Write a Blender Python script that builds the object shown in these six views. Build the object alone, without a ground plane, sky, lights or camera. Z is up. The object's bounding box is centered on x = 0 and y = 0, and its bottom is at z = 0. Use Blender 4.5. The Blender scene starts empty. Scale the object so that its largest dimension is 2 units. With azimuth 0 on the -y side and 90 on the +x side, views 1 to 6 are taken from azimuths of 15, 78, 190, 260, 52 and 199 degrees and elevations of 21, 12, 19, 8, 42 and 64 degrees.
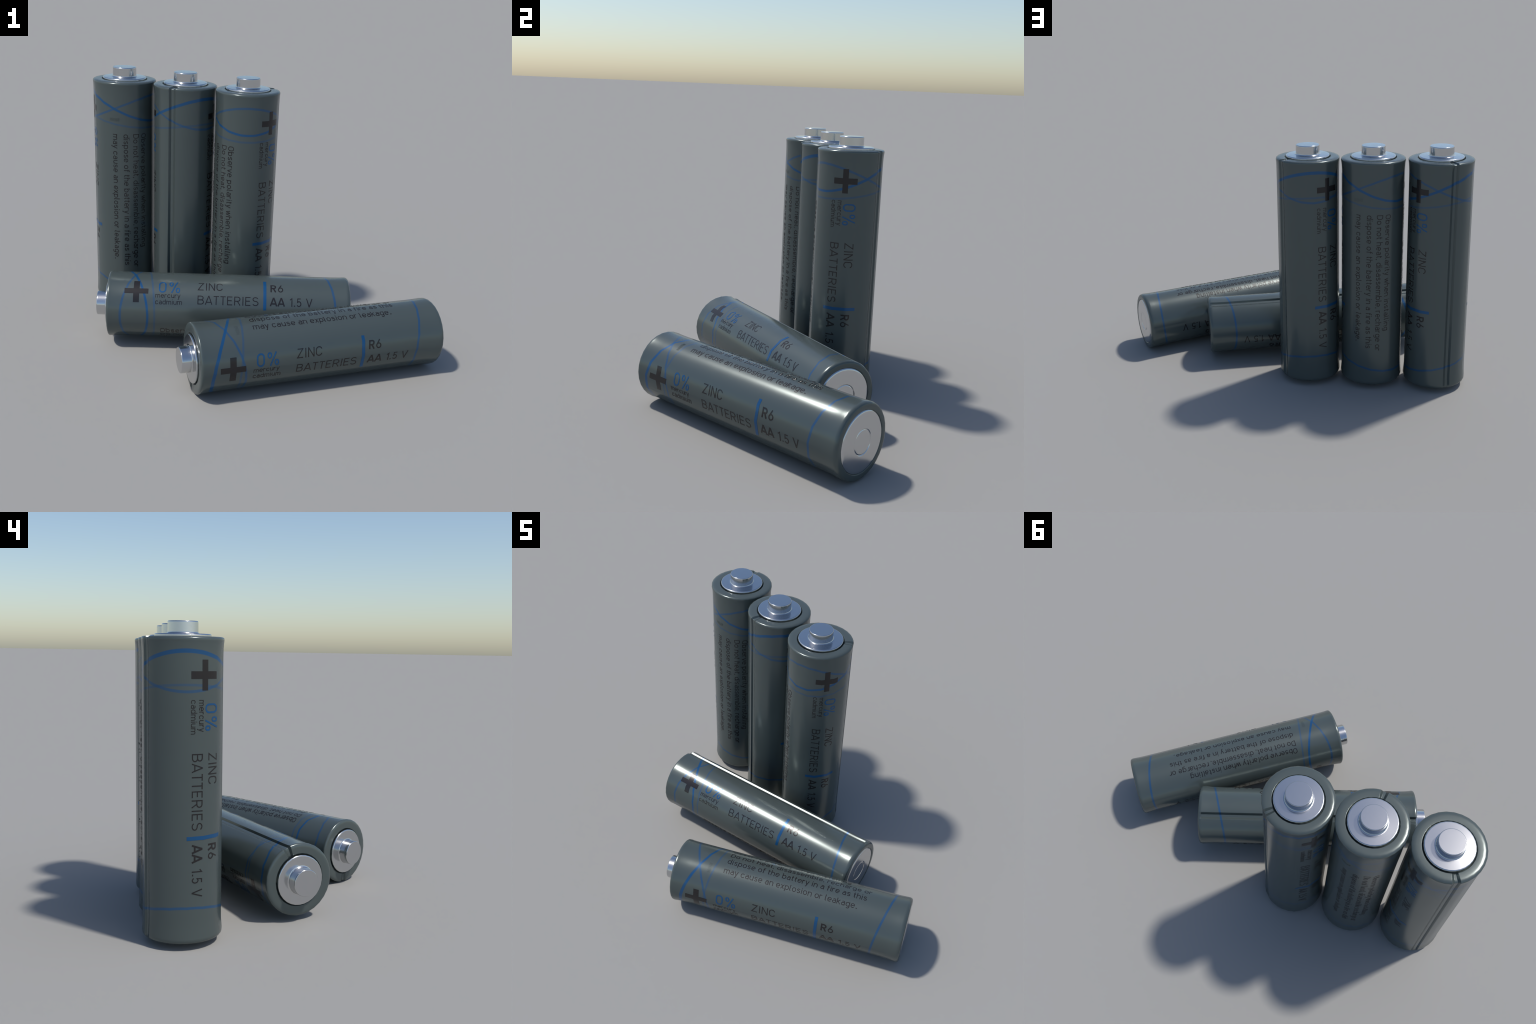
"""Five AA cells: three standing in a row, two lying in front of them.
Every cell is the same: a shrink sleeve with a lap seam, a button terminal,
a flat terminal, and the print on the sleeve."""
import bpy, bmesh, math
from mathutils import Vector, Matrix

RAD = math.radians

# ----------------------------------------------------------------- sizes (m)
LENGTH = 1.291              # flat terminal to top of the button
R_BODY = 0.1645
SEAM_DEPTH = 0.0048
PRINT_LIFT, PRINT_ROOT = 0.0007, -0.0006

# corners of the sleeve's cross-section: degrees round the axis from the seam,
# depth into the seam groove (0 surface, 1 floor), normal tilt that darkens the groove wall
# (share of SEAM_SHADE_TILT) and half the facet angle if the corner is a mid-facet one
SEAM = [(-7.1, 0.0, 0.0, 0.0), (-6.5, 0.06, 1.0, 0.0), (-2.6, 0.94, 1.0, 0.0), (-2.0, 1.0, 0.0, 0.0),
        (2.0, 1.0, 0.0, 0.0), (2.6, 0.94, -1.0, 0.0), (6.5, 0.06, -1.0, 0.0), (7.1, 0.0, 0.0, 0.0)]
SEAM_SHADE_TILT = 57.0  # normals tipped well past the real wall slope to deepen the groove's shade
FACET_EDGES = [7.1] + [18.7 + 24.0 * k for k in range(14)] + [352.9]
COLUMNS = SEAM[:]
for lo, hi in zip(FACET_EDGES, FACET_EDGES[1:]):
    COLUMNS += [((lo + hi) / 2, 0.0, 0.0, (hi - lo) / 2), (hi, 0.0, 0.0, 0.0)]
COLUMNS.pop()

# sleeve profile from inside the flat end, up the outside, into the button end
# (radius, height, share of the seam groove, roundness: 0 facetted, 1 round)
SLEEVE = [
    (0.1300, 0.0120, 0.0, 0.5), (0.1345, 0.0075, 0.0, 0.5), (0.1360, 0.0042, 0.0, 0.5),
    (0.1385, 0.0022, 0.0, 0.5), (0.1540, 0.0020, 0.0, 1.0), (0.1605, 0.0042, 0.0, 1.0),
    (0.1650, 0.0095, 0.1, 1.0), (0.1670, 0.0170, 0.6, 1.0), (0.1672, 0.0240, 1.0, 1.0),
    (0.1660, 0.0450, 1.0, 0.75), (0.1652, 0.0650, 1.0, 0.4), (0.1647, 0.0850, 1.0, 0.15),
    (0.1645, 0.1100, 1.0, 0.0), (0.1645, 0.4000, 1.0, 0.0), (0.1645, 0.7800, 1.0, 0.0),
    (0.1645, 1.1450, 1.0, 0.0), (0.1647, 1.1650, 1.0, 0.1), (0.1651, 1.1820, 1.0, 0.35),
    (0.1658, 1.2020, 1.0, 0.75), (0.1666, 1.2120, 1.0, 0.95), (0.1671, 1.2175, 1.0, 1.0),
    (0.1669, 1.2215, 1.0, 1.0), (0.1658, 1.2248, 1.0, 1.0), (0.1622, 1.2275, 1.0, 1.0), (0.1570, 1.2289, 1.0, 1.0),
    (0.1510, 1.2294, 1.0, 1.0), (0.1430, 1.2296, 1.0, 1.0), (0.1340, 1.2297, 1.0, 1.0),
    (0.1226, 1.2297, 1.0, 1.0), (0.1212, 1.2293, 1.0, 1.0),
    (0.1206, 1.2278, 0.2, 1.0), (0.1204, 1.2150, 0.0, 1.0), (0.1000, 1.2145, 0.0, 1.0),
]
BUTTON_END = [
    (0.1150, 1.2080), (0.1152, 1.2345), (0.1146, 1.2372), (0.1125, 1.2394),
    (0.1095, 1.2401), (0.0700, 1.2408), (0.0655, 1.2416), (0.0630, 1.2440),
    (0.0622, 1.2475), (0.0618, 1.2860), (0.0612, 1.2888), (0.0598, 1.2905),
    (0.0580, 1.2910), (0.0, 1.2910),
]
FLAT_END = [
    (0.1356, 0.0140), (0.1350, 0.0075), (0.1325, 0.0038), (0.1285, 0.0014),
    (0.1235, 0.0003), (0.1190, 0.0), (0.0585, 0.0), (0.0568, 0.0006),
    (0.0548, 0.0026), (0.0535, 0.0028), (0.0512, 0.0012), (0.0495, 0.0008),
    (0.0, 0.0008),
]


# ------------------------------------------------------------------- meshes
def profile_normals(points):
    """Outward normals of a profile; long runs outweigh the short bevels."""
    out = []
    for i, p in enumerate(points):
        n = Vector((0.0, 0.0))
        for a, b in ((i - 1, i), (i, i + 1)):
            if 0 <= a and b < len(points):
                t = Vector(points[b][:2]) - Vector(points[a][:2])
                n += Vector((t.y, -t.x))
        out.append(n.normalized())
    return out


# the button-end shoulder is shaded softly: (radius, lean of the surface normal)
SHOULDER = [(0.1671, 90.0), (0.1669, 80.0), (0.1658, 52.0), (0.1622, 28.0), (0.1570, 14.0), (0.1510, 6.0), (0.1430, 1.5), (0.1340, 0.3)]


def smooth_mesh(name, bm, normals):
    me = bpy.data.meshes.new(name)
    bm.to_mesh(me)
    bm.free()
    for p in me.polygons:
        p.use_smooth = True
    me.normals_split_custom_set_from_vertices(normals)
    return me


def sleeve_mesh():
    """Facetted shrink sleeve; the seam groove is cut along the profile's own
    normal, so it runs up the side and over the button-end rim."""
    bm = bmesh.new()
    rings, normals = [], []
    for (r, z, share, roundness), nrm in zip(SLEEVE, profile_normals(SLEEVE)):
        for at, leaning in SHOULDER:
            if z > 1.21 and abs(r - at) < 1e-6:
                nrm = Vector((math.sin(RAD(leaning)), math.cos(RAD(leaning))))
        ring = []
        for deg, deep, lean, half in COLUMNS:
            d = deep * share * SEAM_DEPTH
            flat = 1.0 if not half else roundness + (1 - roundness) * math.cos(RAD(half))
            rr, zz = r * flat - nrm.x * d, z - nrm.y * d
            out = Vector((math.cos(RAD(deg)), math.sin(RAD(deg)), 0))
            side = Vector((-out.y, out.x, 0))
            ring.append(bm.verts.new((rr * out.x, rr * out.y, zz)))
            face = out * nrm.x + Vector((0, 0, nrm.y))
            tilt = RAD(SEAM_SHADE_TILT) * lean * share
            normals.append((face * math.cos(tilt) + side * math.sin(tilt)).normalized())
        rings.append(ring)
    m = len(COLUMNS)
    for lo, hi in zip(rings, rings[1:]):
        for k in range(m):
            bm.faces.new((lo[k], lo[(k + 1) % m], hi[(k + 1) % m], hi[k]))
    return smooth_mesh("label_sleeve", bm, normals)


def turned_mesh(name, profile, segments):
    bm = bmesh.new()
    rings, normals = [], []
    for (r, z), nrm in zip(profile, profile_normals(profile)):
        ring = []
        for k in range(segments if r else 1):
            a = 2 * math.pi * k / segments
            ring.append(bm.verts.new((r * math.cos(a), r * math.sin(a), z)))
            n = Vector((nrm.x * math.cos(a), nrm.x * math.sin(a), nrm.y)) if r else Vector((0, 0, nrm.y))
            normals.append(n.normalized())
        rings.append(ring)
    for lo, hi in zip(rings, rings[1:]):
        for k in range(segments):
            j = (k + 1) % segments
            if len(hi) == 1:
                bm.faces.new((lo[k], lo[j], hi[0]))
            else:
                bm.faces.new((lo[k], lo[j], hi[j], hi[k]))
    return smooth_mesh(name, bm, normals)


# --------------------------------------------------------- print on the sleeve
def wrap_point(deg, z, lift):
    """A point of the print: degrees from the seam, height, lift off the facet."""
    a = b = None
    for lo, hi in zip(FACET_EDGES, FACET_EDGES[1:]):
        if lo - 1e-4 <= deg <= hi + 1e-4:
            a, b = lo, hi
            break
    t = (deg - a) / (b - a)
    r = R_BODY + (0.0012 if z > 1.16 else 0.0) * (z - 1.16) / 0.02
    pa = Vector((math.cos(RAD(a)), math.sin(RAD(a)))) * r
    pb = Vector((math.cos(RAD(b)), math.sin(RAD(b)))) * r
    p = pa.lerp(pb, t)
    q = p + p.normalized() * lift
    return Vector((q.x, q.y, z))


def wrapped_mesh(name, shapes):
    """shapes: flat meshes given as (verts [(deg, z)], faces). Cuts them at the
    facet edges, gives them thickness and bends them round the sleeve."""
    out = bmesh.new()
    for number, (verts, faces) in enumerate(shapes):
        lift = PRINT_LIFT + 0.00006 * (number % 4)      # crossing strokes never share a plane
        fb = bmesh.new()
        vs = [fb.verts.new((d, z * 100.0, 0)) for d, z in verts]
        for f in faces:
            try:
                fb.faces.new([vs[i] for i in f])
            except ValueError:
                pass
        lo, hi = min(v[0] for v in verts), max(v[0] for v in verts)
        for e in FACET_EDGES:
            if lo < e < hi:
                bmesh.ops.bisect_plane(fb, geom=fb.verts[:] + fb.edges[:] + fb.faces[:],
                                       plane_co=(e, 0, 0), plane_no=(1, 0, 0), dist=1e-5)
        fb.normal_update()
        fb.verts.index_update()
        top, low = [], []
        for v in fb.verts:
            d, z = v.co.x, v.co.y / 100.0
            top.append(out.verts.new(wrap_point(d, z, lift)))
            low.append(out.verts.new(wrap_point(d, z, PRINT_ROOT)))
        for f in fb.faces:
            idx = [v.index for v in f.verts]
            if f.normal.z < 0:
                idx.reverse()
            out.faces.new([top[i] for i in idx])
        for e in fb.edges:
            if len(e.link_faces) == 1:
                i, j = e.verts[0].index, e.verts[1].index
                loop = e.link_faces[0]
                ids = [v.index for v in loop.verts]
                if loop.normal.z < 0:
                    ids.reverse()
                k = ids.index(i)
                if ids[(k + 1) % len(ids)] != j:
                    i, j = j, i
                out.faces.new((top[j], top[i], low[i], low[j]))
        fb.free()
    # flat coordinates (deg, z) map to outward faces already; check one
    out.normal_update()
    probe = max(out.faces, key=lambda f: f.calc_area())
    c = probe.calc_center_median()
    if probe.normal.x * c.x + probe.normal.y * c.y < 0:
        bmesh.ops.reverse_faces(out, faces=out.faces)
    me = bpy.data.meshes.new(name)
    out.to_mesh(me)
    out.free()
    for p in me.polygons:
        p.use_smooth = True
    # shade the print like the smooth sleeve under it
    me.normals_split_custom_set_from_vertices(
        [Vector((v.co.x, v.co.y, 0)).normalized() for v in me.vertices])
    return me


# ------------------------------------------------------------------ lettering
# A plain drafting alphabet: every letter is a few pen strokes. Units: capital
# height 1, small letters X high, pen half-width h; coordinates are pen centres.
X = 0.72
DEG = 0.1640 * math.pi / 180          # metres per degree round the sleeve


def arc(cx, cy, rx, ry, a0, a1):
    n = max(3, int(abs(a1 - a0) / 18))
    return [(cx + rx * math.cos(RAD(a0 + (a1 - a0) * i / n)),
             cy + ry * math.sin(RAD(a0 + (a1 - a0) * i / n))) for i in range(n + 1)]


def oval(x0, x1, y0, y1):
    """Closed letter bowl with straight flanks."""
    rx, cx = (x1 - x0) / 2, (x0 + x1) / 2
    ry = min((y1 - y0) / 2, rx * 1.15)
    ring = arc(cx, y1 - ry, rx, ry, 0, 180) + arc(cx, y0 + ry, rx, ry, 180, 360)
    return ring + [ring[0]]


def glyph(c, h):
    """(strokes, width) of one letter."""
    t, b, xt, m = 1 - h, h, X - h, 0.515
    bowl = oval(0, 0.45, b, xt)
    arch = arc(0.215, xt - 0.215, 0.215, 0.215, 180, 0)
    table = {
        'A': ([[(0, 0), (0.31, 1)], [(0.62, 0), (0.31, 1)], [(0.11, 0.27), (0.51, 0.27)]], 0.62),
        'B': ([[(0, 0), (0, 1)], [(0, t), (0.28, t)] + arc(0.28, (t + m) / 2, 0.2, (t - m) / 2, 90, -90) + [(0, m)],
               [(0, m), (0.29, m)] + arc(0.29, (m + b) / 2, 0.23, (m - b) / 2, 90, -90) + [(0, b)]], 0.52),
        'C': ([arc(0.26, t - 0.28, 0.26, 0.28, 12, 180) + arc(0.26, b + 0.28, 0.26, 0.28, 180, 348)], 0.52),
        'D': ([[(0, 0), (0, 1)], [(0, t), (0.2, t)] + arc(0.2, t - 0.33, 0.33, 0.33, 90, 0)
               + arc(0.2, b + 0.33, 0.33, 0.33, 0, -90) + [(0, b)]], 0.53),
        'E': ([[(0.45, t), (0, t), (0, b), (0.45, b)], [(0, m), (0.39, m)]], 0.45),
        'I': ([[(0, 0), (0, 1)]], 0.0),
        'N': ([[(0, 0), (0, 1)], [(0, 1), (0.52, 0)], [(0.52, 0), (0.52, 1)]], 0.52),
        'O': ([oval(0, 0.54, b, t)], 0.54),
        'R': ([[(0, 0), (0, 1)], [(0, t), (0.28, t)] + arc(0.28, (t + 0.47) / 2, 0.22, (t - 0.47) / 2, 90, -90)
               + [(0, 0.47)], [(0.26, 0.47), (0.52, 0)]], 0.52),
        'S': ([arc(0.25, (t + m) / 2, 0.235, (t - m) / 2, 22, 270)[:-1]
               + arc(0.25, (m + b) / 2, 0.25, (m - b) / 2, 90, -158)], 0.5),
        'T': ([[(0, t), (0.5, t)], [(0.25, t), (0.25, 0)]], 0.5),
        'V': ([[(0, 1), (0.28, 0)], [(0.56, 1), (0.28, 0)]], 0.56),
        'Z': ([[(0.02, t), (0.5, t), (0, b), (0.52, b)]], 0.52),
        '0': ([oval(0, 0.46, b, t)], 0.46),
        '1': ([[(0, 0.76), (0.24, t), (0.24, 0)]], 0.26),
        '5': ([[(0.44, t), (0.08, t), (0.04, 0.52)] + arc(0.22, b + 0.275, 0.25, 0.275, 130, -150)], 0.48),
        '6': ([oval(0, 0.48, b, 0.57), [(0.03, 0.42), (0.33, 1)]], 0.48),
        '%': ([oval(0, 0.24, t - 0.36, t), oval(0.52, 0.76, b, b + 0.36), [(0.16, 0), (0.60, 1)]], 0.76),
        '.': ([[(-0.6 * h, 1.5 * h), (2.6 * h, 1.5 * h)]], 2 * h),
        ',': ([[(0.02, 2 * h), (-0.02, -0.10)]], 0.02),
        'a': ([[(0.4, 0), (0.4, xt - 0.17)] + arc(0.22, xt - 0.17, 0.18, 0.17, 0, 150),
               [(0.4, 0.42), (0.17, 0.42)] + arc(0.17, (0.42 + b) / 2, 0.17, (0.42 - b) / 2, 90, 270)
               + [(0.26, b), (0.4, b + 0.1)]], 0.4),
        'b': ([[(0, 0), (0, 1)], bowl], 0.45),
        'c': ([arc(0.22, xt - 0.22, 0.22, 0.22, 25, 180) + arc(0.22, b + 0.22, 0.22, 0.22, 180, 335)], 0.42),
        'd': ([[(0.45, 0), (0.45, 1)], bowl], 0.45),
        'e': ([[(0.03, 0.36), (0.44, 0.36)] + arc(0.22, xt - 0.22, 0.22, 0.22, 0, 180)
               + arc(0.22, b + 0.22, 0.22, 0.22, 180, 325)], 0.44),
        'f': ([[(0.3, t)] + arc(0.26, t - 0.16, 0.16, 0.16, 90, 180) + [(0.1, 0)], [(0, xt), (0.28, xt)]], 0.28),
        'g': ([bowl, [(0.45, X), (0.45, -0.05)] + arc(0.23, -0.05, 0.22, 0.18, 0, -130)], 0.45),
        'h': ([[(0, 0), (0, 1)], arch + [(0.43, 0)]], 0.43),
        'i': ([[(0, 0), (0, X)], [(0, 0.88), (0, 0.88 + 2 * h)]], 0.0),
        'k': ([[(0, 0), (0, 1)], [(0.38, X), (0.0, 0.28)], [(0.13, 0.42), (0.41, 0)]], 0.41),
        'l': ([[(0, 1), (0, 0.17)] + arc(0.12, b + 0.12, 0.12, 0.12, 180, 270)], 0.12),
        'm': ([[(0, 0), (0, X)], arc(0.18, xt - 0.18, 0.18, 0.18, 180, 0) + [(0.36, 0)],
               arc(0.54, xt - 0.18, 0.18, 0.18, 180, 0) + [(0.72, 0)]], 0.72),
        'n': ([[(0, 0), (0, X)], arch + [(0.43, 0)]], 0.43),
        'o': ([bowl], 0.45),
        'p': ([[(0, -0.26), (0, X)], bowl], 0.45),
        'r': ([[(0, 0), (0, X)], arc(0.2, xt - 0.2, 0.2, 0.2, 180, 60)], 0.3),
        's': ([arc(0.19, (xt + 0.375) / 2, 0.17, (xt - 0.375) / 2, 20, 270)[:-1]
               + arc(0.19, (0.375 + b) / 2, 0.18, (0.375 - b) / 2, 90, -160)], 0.37),
        't': ([[(0.1, 0.93), (0.1, 0.2)] + arc(0.25, b + 0.15, 0.15, 0.15, 180, 270), [(0, xt), (0.27, xt)]], 0.27),
        'u': ([[(0, X)] + arc(0.215, b + 0.215, 0.215, 0.215, 180, 360), [(0.43, X), (0.43, 0)]], 0.43),
        'v': ([[(0, X), (0.21, 0)], [(0.42, X), (0.21, 0)]], 0.42),
        'w': ([[(0, X), (0.16, 0)], [(0.32, X), (0.16, 0)], [(0.32, X), (0.48, 0)], [(0.64, X), (0.48, 0)]], 0.64),
        'x': ([[(0, X), (0.4, 0)], [(0, 0), (0.4, X)]], 0.4),
        'y': ([[(0, X), (0.21, 0)], [(0.42, X), (0.21, 0), (0.13, -0.26), (0.03, -0.26)]], 0.42),
    }
    return table[c]


def pen(points, half):
    """A ribbon of the given half-width along a polyline, mitred at the bends."""
    pts = [Vector(p) for i, p in enumerate(points) if i == 0 or (Vector(p) - Vector(points[i - 1])).length > 1e-6]
    loop = (pts[0] - pts[-1]).length < 1e-6
    if loop:
        pts.pop()
    n = len(pts)
    left, right = [], []
    for i, p in enumerate(pts):
        a = pts[i - 1] if (i or loop) else None
        b = pts[(i + 1) % n] if (i < n - 1 or loop) else None
        da = (p - a).normalized() if a is not None else (b - p).normalized()
        db = (b - p).normalized() if b is not None else da
        na, nb = Vector((-da.y, da.x)), Vector((-db.y, db.x))
        nm = na + nb
        nm = nm.normalized() if nm.length > 1e-4 else na
        k = half / max(nm.dot(na), 0.5)
        left.append(p + nm * k)
        right.append(p - nm * k)
    faces = [(i, (i + 1) % n, n + (i + 1) % n, n + i) for i in range(n if loop else n - 1)]
    return left + right, faces


GAPS = {'I': 0.30, 'i': 0.27, 'l': 0.22, '.': 0.30, ',': 0.2, 'A': 0.14, 'T': 0.14, 'V': 0.14,
        'v': 0.16, 'w': 0.16, 'y': 0.16, 'x': 0.16, 'k': 0.18, 'r': 0.15, 't': 0.18, 'f': 0.16}


def line_of_text(body, z_start, z_end, base_deg, cap_deg, weight=0.11):
    """Text reading down the cell from z_start to z_end, its capitals standing
    cap_deg tall on the baseline base_deg, drawn with a pen of the given weight."""
    h = weight / 2
    x, strokes = 0.0, []
    for c in body:
        if c == ' ':
            x += 0.30
            continue
        marks, width = glyph(c, h)
        gap = GAPS.get(c, 0.22) / 2
        x += gap
        strokes += [[(x + px, py) for px, py in s] for s in marks]
        x += width + gap
    lo = min(p[0] for s in strokes for p in s)
    hi = max(p[0] for s in strokes for p in s)
    cap = cap_deg * DEG
    stretch = (abs(z_end - z_start) / cap - weight) / max(hi - lo, 1e-6)
    shapes = []
    for s in strokes:
        verts, faces = pen([((px - lo) * stretch + h, py) for px, py in s], h)
        shapes.append(([(base_deg + v.y * cap_deg, z_start - v.x * cap) for v in verts], faces))
    return shapes


def box(d0, d1, z0, z1):
    return ([(d0, z0), (d1, z0), (d1, z1), (d0, z1)], [(0, 1, 2, 3)])


def plus_shape(deg, z, arm_deg, half_deg, arm_z, half_z):
    xs = [deg - arm_deg, deg - half_deg, deg + half_deg, deg + arm_deg]
    zs = [z - arm_z, z - half_z, z + half_z, z + arm_z]
    v = [(x, y) for y in zs for x in xs]
    q = [(1, 2, 6, 5), (4, 5, 9, 8), (5, 6, 10, 9), (6, 7, 11, 10), (9, 10, 14, 13)]
    return (v, q)


def panel(s):
    """The main print block, turned s degrees: (name, ink, shapes)."""
    T = line_of_text
    return [
        ("mercury_cadmium_text", "black",
         T("mercury", 0.9850, 0.8605, 281.5 + s, 9.0, 0.11) + T("cadmium", 0.9850, 0.8515, 269.8 + s, 9.0, 0.11)),
        ("zinc_batteries_text", "black",
         T("ZINC", 0.7755, 0.6500, 297.6 + s, 16.0, 0.10) + T("BATTERIES", 0.7745, 0.4690, 271.5 + s, 15.8, 0.10)),
        ("type_text", "black",
         T("R", 0.4090, 0.3790, 298.0 + s, 15.5, 0.165) + T("6", 0.3715, 0.3445, 298.0 + s, 15.5, 0.12)
         + T("AA", 0.4125, 0.3350, 272.0 + s, 15.3, 0.165) + T("1.5", 0.3130, 0.2530, 272.0 + s, 15.3, 0.11)
         + T("V", 0.2300, 0.1970, 272.0 + s, 15.3, 0.11)),
        ("zero_percent_text", "blue",
         T("0", 0.9705, 0.9320, 291.0 + s, 22.5, 0.115) + T("%", 0.9190, 0.8635, 291.0 + s, 22.5, 0.10)),
        ("divider_bar", "blue", [box(264.3 + s, 322.6 + s, 0.4295, 0.4450)]),
    ]


WARNING = [
    ("Observe polarity when installing", 0.9605, 0.3200, 210.6),
    ("Do not heat, disassemble, recharge or", 0.9600, 0.2040, 194.8),
    ("dispose of the battery in a fire as this", 0.9600, 0.2205, 176.7),
    ("may cause an explosion or leakage.", 0.9605, 0.2530, 156.7),
]


# ---------------------------------------------------------------- materials
class Nodes:
    def __init__(self, name):
        self.mat = bpy.data.materials.new(name)
        self.mat.use_nodes = True
        self.t = self.mat.node_tree
        self.bsdf = self.t.nodes["Principled BSDF"]

    def math(self, op, a, b=None, c=None):
        n = self.t.nodes.new("ShaderNodeMath")
        n.operation = op
        for i, v in enumerate((a, b, c)):
            if v is None:
                continue
            if isinstance(v, (int, float)):
                n.inputs[i].default_value = v
            else:
                self.t.links.new(v, n.inputs[i])
        return n.outputs[0]

    def mix(self, fac, a, b):
        n = self.t.nodes.new("ShaderNodeMix")
        n.data_type = 'RGBA'
        for sock, v in ((n.inputs[0], fac), (n.inputs[6], a), (n.inputs[7], b)):
            if isinstance(v, (int, float, tuple)):
                sock.default_value = v
            else:
                self.t.links.new(v, sock)
        return n.outputs[2]

    def set(self, **kw):
        for k, v in kw.items():
            s = self.bsdf.inputs[k.replace("_", " ")]
            if isinstance(v, (int, float, tuple)):
                s.default_value = v
            else:
                self.t.links.new(v, s)


FILM = (0.085, 0.106, 0.104, 1)
BLUE = (0.010, 0.080, 0.205, 1)
INK = (0.023, 0.021, 0.022, 1)
FILM_METAL, FILM_ROUGH = 0.32, 0.235


def grain(n, rough, spread):
    """Slight unevenness of the gloss."""
    tex = n.t.nodes.new("ShaderNodeTexCoord")
    noise = n.t.nodes.new("ShaderNodeTexNoise")
    noise.inputs["Scale"].default_value = 9.0
    noise.inputs["Detail"].default_value = 3.0
    n.t.links.new(tex.outputs["Object"], noise.inputs["Vector"])
    return n.math('ADD', n.math('MULTIPLY', n.math('SUBTRACT', noise.outputs["Fac"], 0.5), spread), rough)


def film_material():
    """Grey-green lacquered film with the blue wave lines printed round it."""
    n = Nodes("printed_film")
    tex = n.t.nodes.new("ShaderNodeTexCoord")
    sep = n.t.nodes.new("ShaderNodeSeparateXYZ")
    n.t.links.new(tex.outputs["Object"], sep.inputs[0])
    x, y, z = sep.outputs
    turn = n.math('COSINE', n.math('SUBTRACT', n.math('ARCTAN2', y, x), RAD(66)))
    # (mid height, swing, half width, widening with swing, strength)
    waves = [(1.0152, 0.0275, 0.0048, 0.0, 0.42), (0.1146, 0.0380, 0.0055, 0.0, 0.72),
             (1.0880, -0.0715, 0.0056, 0.0, 0.64), (1.0980, 0.0755, 0.0070, 0.0012, 0.94)]
    colour = FILM
    for mid, swing, half, widen, strength in waves:
        off = n.math('ABSOLUTE', n.math('SUBTRACT', z, n.math('MULTIPLY_ADD', turn, swing, mid)))
        w = n.math('MULTIPLY_ADD', turn, widen, half)
        edge = n.math('DIVIDE', n.math('SUBTRACT', n.math('ADD', w, 0.0012), off), 0.0024)
        clamp = n.math('MINIMUM', n.math('MAXIMUM', edge, 0.0), 1.0)
        colour = n.mix(n.math('MULTIPLY', clamp, strength), colour, BLUE)
    n.set(Base_Color=colour, Metallic=FILM_METAL, Roughness=grain(n, FILM_ROUGH, 0.04))
    return n.mat


def ink_material(name, colour):
    n = Nodes(name)
    n.set(Base_Color=colour, Metallic=FILM_METAL, Roughness=grain(n, FILM_ROUGH, 0.04))
    return n.mat


def metal_material():
    n = Nodes("plated_steel")
    n.set(Base_Color=(0.58, 0.59, 0.60, 1), Metallic=1.0, Roughness=grain(n, 0.17, 0.02))
    return n.mat


# ------------------------------------------------------------------ assembly
film, metal = film_material(), metal_material()
ink, blue = ink_material("black_ink", INK), ink_material("blue_ink", BLUE)
faint = ink_material("faint_ink", (0.072, 0.090, 0.089, 1))

parts = []          # (name, mesh, material, stuff?)


def part(name, me, mat, stuff=False):
    me.materials.append(mat)
    parts.append((name, me, stuff))


part("label_sleeve", sleeve_mesh(), film)
part("button_terminal", turned_mesh("button_terminal", BUTTON_END, 30), metal)
part("flat_terminal", turned_mesh("flat_terminal", [(r, z) for r, z in FLAT_END], 48), metal)
for centre in (93.0, 293.2):
    part("plus_sign", wrapped_mesh("plus_sign", [plus_shape(centre, 1.0808, 20.9, 4.85, 0.0595, 0.0148)]), ink)
for shift in (-198.0, 0.0):
    for nm, which, shapes in panel(shift):
        part(nm, wrapped_mesh(nm, shapes), ink if which == "black" else blue)
for text, z0, z1, base in WARNING:
    part("warning_text", wrapped_mesh("warning_text", line_of_text(text, z0, z1, base, 11.3, 0.112)), ink)
tiny = []
for row in range(4):
    z = 1.0300 + 0.0044 * row
    for k in range(6):
        d = 150.4 + 3.2 * k + 0.5 * (row % 2)
        tiny.append(box(d, d + (2.5 if (k + row) % 3 else 1.6), z, z + 0.0020))
part("fine_print", wrapped_mesh("fine_print", tiny), faint, True)

# axis foot, axis direction, the direction that degree 0 is counted from, seam
CELLS = [
    ((-0.8326, 0.4459, 0.0245), (0, 0, 1), (1, 0, 0), 114.3),
    ((-0.4872, 0.4462, 0.0245), (0, 0, 1), (1, 0, 0), 266.5),
    ((-0.1450, 0.4472, 0.0245), (0, 0, 1), (1, 0, 0), 42.5),
    ((0.4865, 0.2778, 0.1898), (math.cos(3.4477), math.sin(3.4477), 0), (0, 0, 1), 24.0),
    ((0.9124, 0.2250, 0.1672), (math.cos(3.7496), math.sin(3.7496), 0), (0, 0, 1), 178.5),
]
for foot, axis, ref, seam in CELLS:
    cell = bpy.data.objects.new("battery", None)
    cell.empty_display_size = 0.1
    bpy.context.collection.objects.link(cell)
    w = Vector(axis).normalized()
    u0 = (Vector(ref) - w * Vector(ref).dot(w)).normalized()
    v0 = w.cross(u0)
    u = u0 * math.cos(RAD(seam)) + v0 * math.sin(RAD(seam))
    v = w.cross(u)
    cell.matrix_world = Matrix(((u.x, v.x, w.x, foot[0]), (u.y, v.y, w.y, foot[1]),
                                (u.z, v.z, w.z, foot[2]), (0, 0, 0, 1)))
    cell["label"] = "grey green AA battery with blue lines and metal terminals"
    cell["category"] = "battery"
    for nm, me, stuff in parts:
        ob = bpy.data.objects.new(nm, me)
        bpy.context.collection.objects.link(ob)
        ob.parent = cell
        if stuff:
            ob["kind"] = "stuff"
